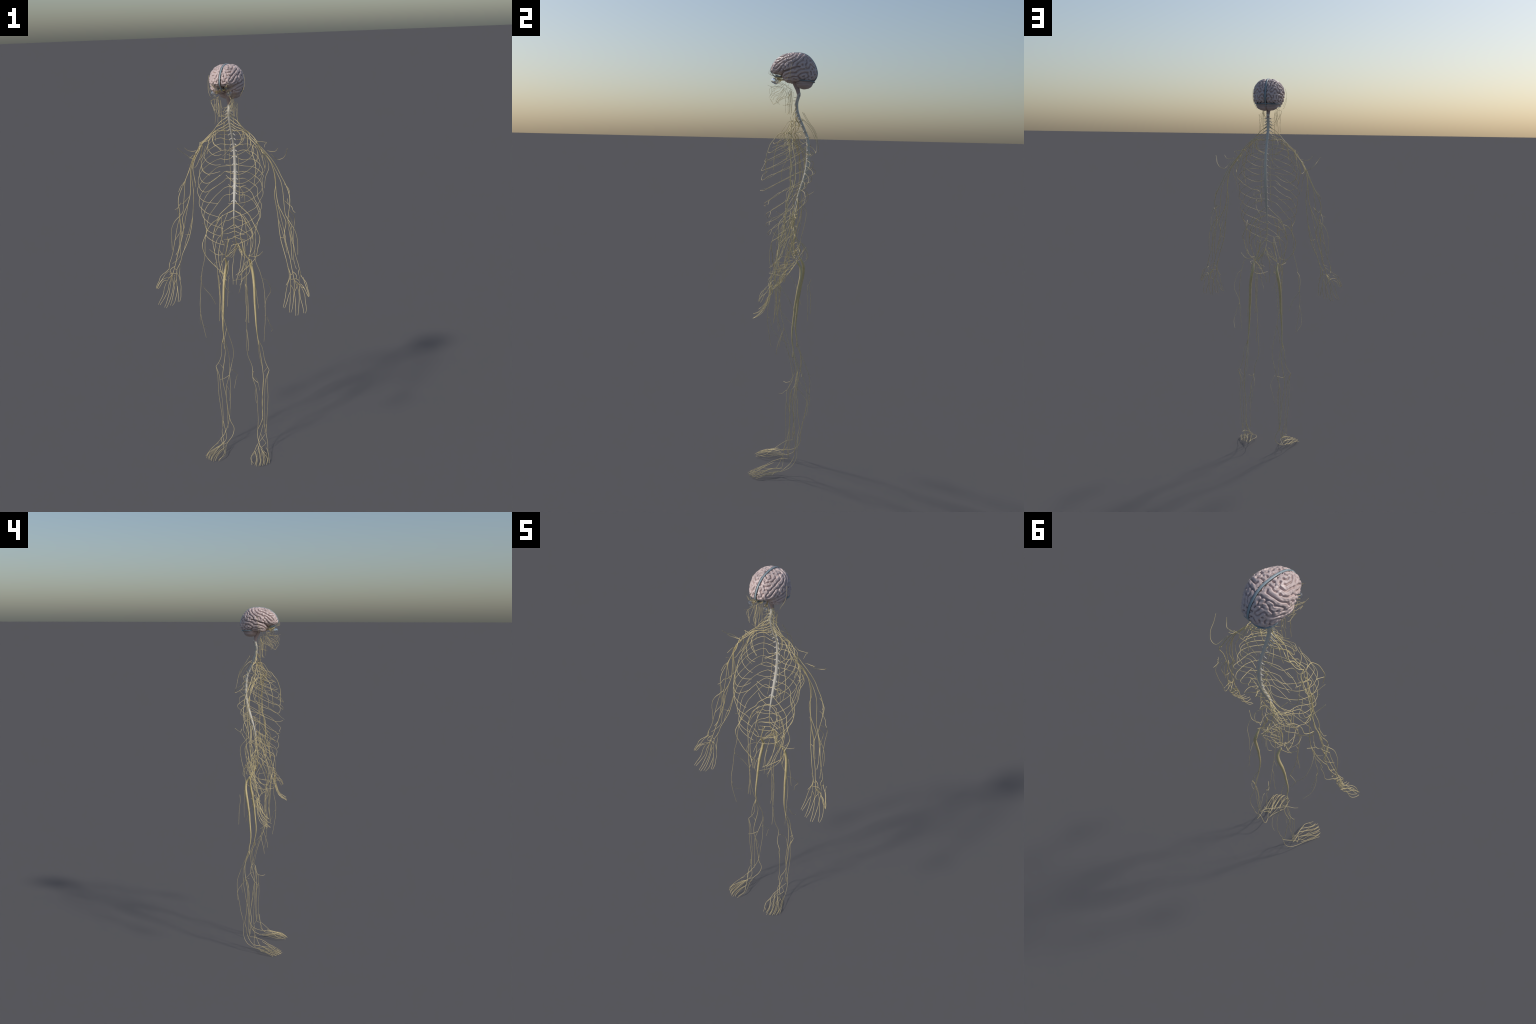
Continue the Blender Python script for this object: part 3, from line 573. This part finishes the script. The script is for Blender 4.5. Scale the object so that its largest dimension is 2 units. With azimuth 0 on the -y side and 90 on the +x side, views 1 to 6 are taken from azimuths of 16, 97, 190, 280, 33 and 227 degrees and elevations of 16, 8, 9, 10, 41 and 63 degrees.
# chest wall
nerve("intercostal_nerve", 0.86, [(0.016, 0.073, 1.667), (0.046, 0.062, 1.666), (0.080, 0.049, 1.670), (0.100, 0.029, 1.648), (0.106, 0.007, 1.617), (0.090, -0.022, 1.600), (0.066, -0.048, 1.588), (0.040, -0.058, 1.583), (0.014, -0.068, 1.590)], (spinal_cord, spinal_cord))
nerve("intercostal_nerve", 0.86, [(0.012, 0.089, 1.641), (0.033, 0.084, 1.640), (0.063, 0.082, 1.648), (0.092, 0.068, 1.641), (0.104, 0.032, 1.629), (0.121, 0.017, 1.595), (0.117, -0.021, 1.573), (0.091, -0.055, 1.553), (0.051, -0.076, 1.542), (0.013, -0.090, 1.545)], (spinal_cord, spinal_cord))
nerve("intercostal_nerve", 0.86, [(0.014, 0.092, 1.612), (0.037, 0.090, 1.615), (0.075, 0.097, 1.616), (0.111, 0.086, 1.600), (0.128, 0.053, 1.581), (0.136, 0.015, 1.558), (0.134, -0.018, 1.540), (0.123, -0.047, 1.525), (0.106, -0.076, 1.511), (0.077, -0.092, 1.501), (0.051, -0.100, 1.505), (0.015, -0.096, 1.514)], (spinal_cord, spinal_cord))
nerve("intercostal_nerve", 0.86, [(0.014, 0.098, 1.579), (0.048, 0.092, 1.588), (0.089, 0.099, 1.576), (0.121, 0.075, 1.560), (0.141, 0.045, 1.538), (0.147, 0.006, 1.515), (0.141, -0.033, 1.492), (0.123, -0.072, 1.474), (0.098, -0.102, 1.462), (0.070, -0.112, 1.462), (0.041, -0.108, 1.477), (0.015, -0.101, 1.498)], (spinal_cord, spinal_cord))
nerve("intercostal_nerve", 0.86, [(0.016, 0.100, 1.548), (0.044, 0.092, 1.540), (0.085, 0.116, 1.540), (0.122, 0.093, 1.524), (0.150, 0.054, 1.500), (0.157, 0.009, 1.476), (0.151, -0.029, 1.455), (0.135, -0.066, 1.440), (0.115, -0.092, 1.422), (0.084, -0.108, 1.418), (0.048, -0.109, 1.438), (0.022, -0.095, 1.454)], (spinal_cord, spinal_cord))
nerve("intercostal_nerve", 0.86, [(0.016, 0.101, 1.513), (0.043, 0.098, 1.509), (0.095, 0.114, 1.499), (0.139, 0.101, 1.465), (0.147, 0.051, 1.451), (0.158, 0.013, 1.431), (0.160, -0.023, 1.410), (0.136, -0.068, 1.386), (0.102, -0.095, 1.370), (0.060, -0.113, 1.367), (0.027, -0.122, 1.367)], (spinal_cord, spinal_cord))
nerve("intercostal_nerve", 0.86, [(0.016, 0.101, 1.478), (0.053, 0.101, 1.481), (0.090, 0.128, 1.455), (0.124, 0.104, 1.433), (0.142, 0.067, 1.411), (0.156, 0.026, 1.385), (0.153, -0.020, 1.364), (0.143, -0.052, 1.339), (0.119, -0.073, 1.324), (0.088, -0.092, 1.310), (0.040, -0.092, 1.295), (0.028, -0.102, 1.293)], (spinal_cord, spinal_cord))
nerve("intercostal_nerve", 0.86, [(0.016, 0.093, 1.445), (0.043, 0.091, 1.449), (0.069, 0.109, 1.429), (0.104, 0.103, 1.405), (0.120, 0.058, 1.392), (0.132, 0.019, 1.371), (0.151, 0.013, 1.332), (0.145, -0.020, 1.304), (0.125, -0.055, 1.281), (0.089, -0.082, 1.262), (0.063, -0.082, 1.249), (0.017, -0.084, 1.235)], (spinal_cord, spinal_cord))
nerve("intercostal_nerve", 0.86, [(0.015, 0.080, 1.411), (0.054, 0.089, 1.402), (0.083, 0.084, 1.379), (0.105, 0.051, 1.355), (0.134, 0.028, 1.316), (0.145, 0.011, 1.282), (0.135, -0.016, 1.255), (0.119, -0.049, 1.234), (0.101, -0.075, 1.223), (0.067, -0.086, 1.209), (0.031, -0.083, 1.197)], (spinal_cord, spinal_cord))
nerve("intercostal_nerve", 0.86, [(0.014, 0.067, 1.374), (0.060, 0.090, 1.361), (0.094, 0.095, 1.325), (0.116, 0.073, 1.293), (0.129, 0.043, 1.269), (0.128, 0.015, 1.249), (0.126, -0.008, 1.226), (0.122, -0.034, 1.206), (0.113, -0.059, 1.190), (0.085, -0.073, 1.174), (0.054, -0.076, 1.161), (0.017, -0.077, 1.152)], (spinal_cord, spinal_cord))
nerve("intercostal_nerve", 0.86, [(0.014, 0.068, 1.693), (0.010, 0.041, 1.686), (0.035, 0.021, 1.691), (0.058, 0.002, 1.680), (0.071, -0.013, 1.654), (0.061, -0.029, 1.632), (0.039, -0.042, 1.622), (0.020, -0.045, 1.611)], (spinal_cord, spinal_cord))

# chest, right only
nerve("phrenic_nerve", 0.81, [(-0.019, 0.007, 1.710), (-0.021, 0.014, 1.671), (-0.021, 0.012, 1.628), (-0.019, 0.005, 1.583), (-0.022, -0.003, 1.539)], both=False)

# beside the spine
nerve("sympathetic_nerve", 0.67, [(0.021, 0.081, 1.574), (0.022, 0.085, 1.524), (0.022, 0.082, 1.476), (0.023, 0.076, 1.429), (0.024, 0.066, 1.384), (0.025, 0.054, 1.340)])

# belly, left only
nerve("visceral_nerve", 0.7, [(0.044, 0.015, 1.419), (0.061, 0.026, 1.419), (0.073, 0.032, 1.408), (0.070, 0.045, 1.395)], (spinal_cord, spinal_cord), both=False)
nerve("visceral_nerve", 0.7, [(0.046, 0.015, 1.417), (0.060, 0.018, 1.426), (0.076, 0.011, 1.430)], (spinal_cord, spinal_cord), both=False)
nerve("visceral_nerve", 0.7, [(0.044, 0.021, 1.415), (0.061, 0.027, 1.383), (0.063, 0.028, 1.350), (0.052, 0.049, 1.325), (0.033, 0.071, 1.305), (0.019, 0.086, 1.275)], (spinal_cord, spinal_cord), both=False)
nerve("visceral_nerve", 0.7, [(0.042, 0.023, 1.404), (0.030, 0.051, 1.377), (0.035, 0.037, 1.342)], (spinal_cord, spinal_cord), both=False)
nerve("visceral_nerve", 0.7, [(0.042, 0.063, 1.381), (0.049, 0.047, 1.371), (0.048, 0.021, 1.365)], (spinal_cord, spinal_cord), both=False)
nerve("visceral_nerve", 0.7, [(0.034, 0.053, 1.370), (0.053, 0.056, 1.375), (0.052, 0.076, 1.374)], (spinal_cord, spinal_cord), both=False)

# sacrum: the thread at the tail end and the loops round it
nerve("coccygeal_nerve", [1.0, 0.9, 0.7, 0.5], [(0, 0.046, 1.150), (0, 0.060, 1.135), (0, 0.078, 1.120), (0, 0.098, 1.103), (0, 0.105, 1.084), (0, 0.109, 1.060)],
      (spinal_cord, spinal_cord), both=False)
nerve("pudendal_nerve", 0.85, [(0.004, 0.098, 1.100), (0.012, 0.090, 1.085), (0.019, 0.074, 1.062), (0.020, 0.060, 1.035), (0.020, 0.042, 1.004), (0.015, 0.022, 0.976), (0.009, 0.006, 0.950), (0.008, 0.000, 0.928)])
nerve("sacral_nerve", 0.8, [(0.003, 0.078, 1.119), (0.012, 0.090, 1.098), (0.022, 0.102, 1.078), (0.030, 0.108, 1.060), (0.036, 0.106, 1.045), (0.044, 0.096, 1.038)])
nerve("sacral_nerve", 0.8, [(0.002, 0.072, 1.122), (0.014, 0.062, 1.100), (0.028, 0.050, 1.086), (0.036, 0.044, 1.066), (0.046, 0.050, 1.054)])
nerve("sacral_nerve", 0.7, [(0.010, 0.088, 1.092), (0.022, 0.084, 1.075), (0.034, 0.086, 1.060), (0.046, 0.080, 1.046)])
nerve("saphenous_branch", 0.8, [(0.053, 0.000, 0.692), (0.061, -0.012, 0.650), (0.064, -0.020, 0.618), (0.064, -0.024, 0.587)])

nerve("instep_nerve", 0.75, [(0.109, 0.034, 0.147), (0.099, 0.026, 0.104), (0.089, 0.014, 0.066), (0.095, 0.004, 0.046), (0.104, -0.007, 0.034)], tibial_nerve)
nerve("instep_nerve", 0.75, [(0.122, 0.052, 0.140), (0.1225, 0.053, 0.115), (0.122, 0.052, 0.097)], tibial_nerve)
nerve("instep_nerve", 0.7, [(0.125, 0.025, 0.049), (0.118, 0.012, 0.040), (0.104, -0.007, 0.034)], tibial_nerve)
nerve("instep_nerve", 0.7, [(0.098, 0.026, 0.098), (0.102, 0.027, 0.082), (0.109, 0.028, 0.066), (0.125, 0.025, 0.049)], tibial_nerve)

# toes: a nerve along each side of every toe, above and below, fanning from the instep
TOE_TIPS = [(0.090, -0.132, 0.0030), (0.106, -0.132, 0.0035), (0.116, -0.141, 0.0030), (0.128, -0.136, 0.0028),
            (0.134, -0.131, 0.0030), (0.144, -0.127, 0.0030), (0.152, -0.117, 0.0028), (0.161, -0.113, 0.0026),
            (0.164, -0.095, 0.0024), (0.172, -0.091, 0.0022)]
ABOVE = {1: (0.082, -0.049, 0.037), 2: (0.082, -0.049, 0.037), 3: (0.092, -0.018, 0.056), 4: (0.092, -0.018, 0.056),
         5: (0.104, -0.007, 0.034), 6: (0.104, -0.007, 0.034), 7: (0.104, -0.007, 0.034), 8: (0.132, 0.006, 0.030)}
BELOW = {1: (0.092, 0.010, 0.018), 3: (0.110, 0.000, 0.015), 5: (0.122, -0.008, 0.013), 7: (0.138, -0.018, 0.012)}
for k, tip in enumerate(TOE_TIPS):
    tip = np.array(tip)
    for hubs, lift in ((ABOVE, 0.007), (BELOW, -0.001)):
        if k not in hubs:
            continue
        hub = np.array(hubs[k])
        base = tip + np.array([0.001 if k % 2 else -0.001, 0.036, 0.010 + lift])
        base[0] += 0.10 * (hub[0] - tip[0])
        knuckle = tip + np.array([0.0015 if k % 2 else -0.0015, 0.016, 0.0065 + lift * 0.6])
        half = 0.5 * (hub + base) + np.array([RNG.normal(0, 0.0015), 0, 0.002 + lift * 0.2])
        end = tip + np.array([0, 0, 0.001 if lift > 0 else -0.0004])
        nerve("toe_nerve", [0.7, 0.65, 0.65, 0.65, 0.6], [hub, half, base, knuckle, end], tibial_nerve)
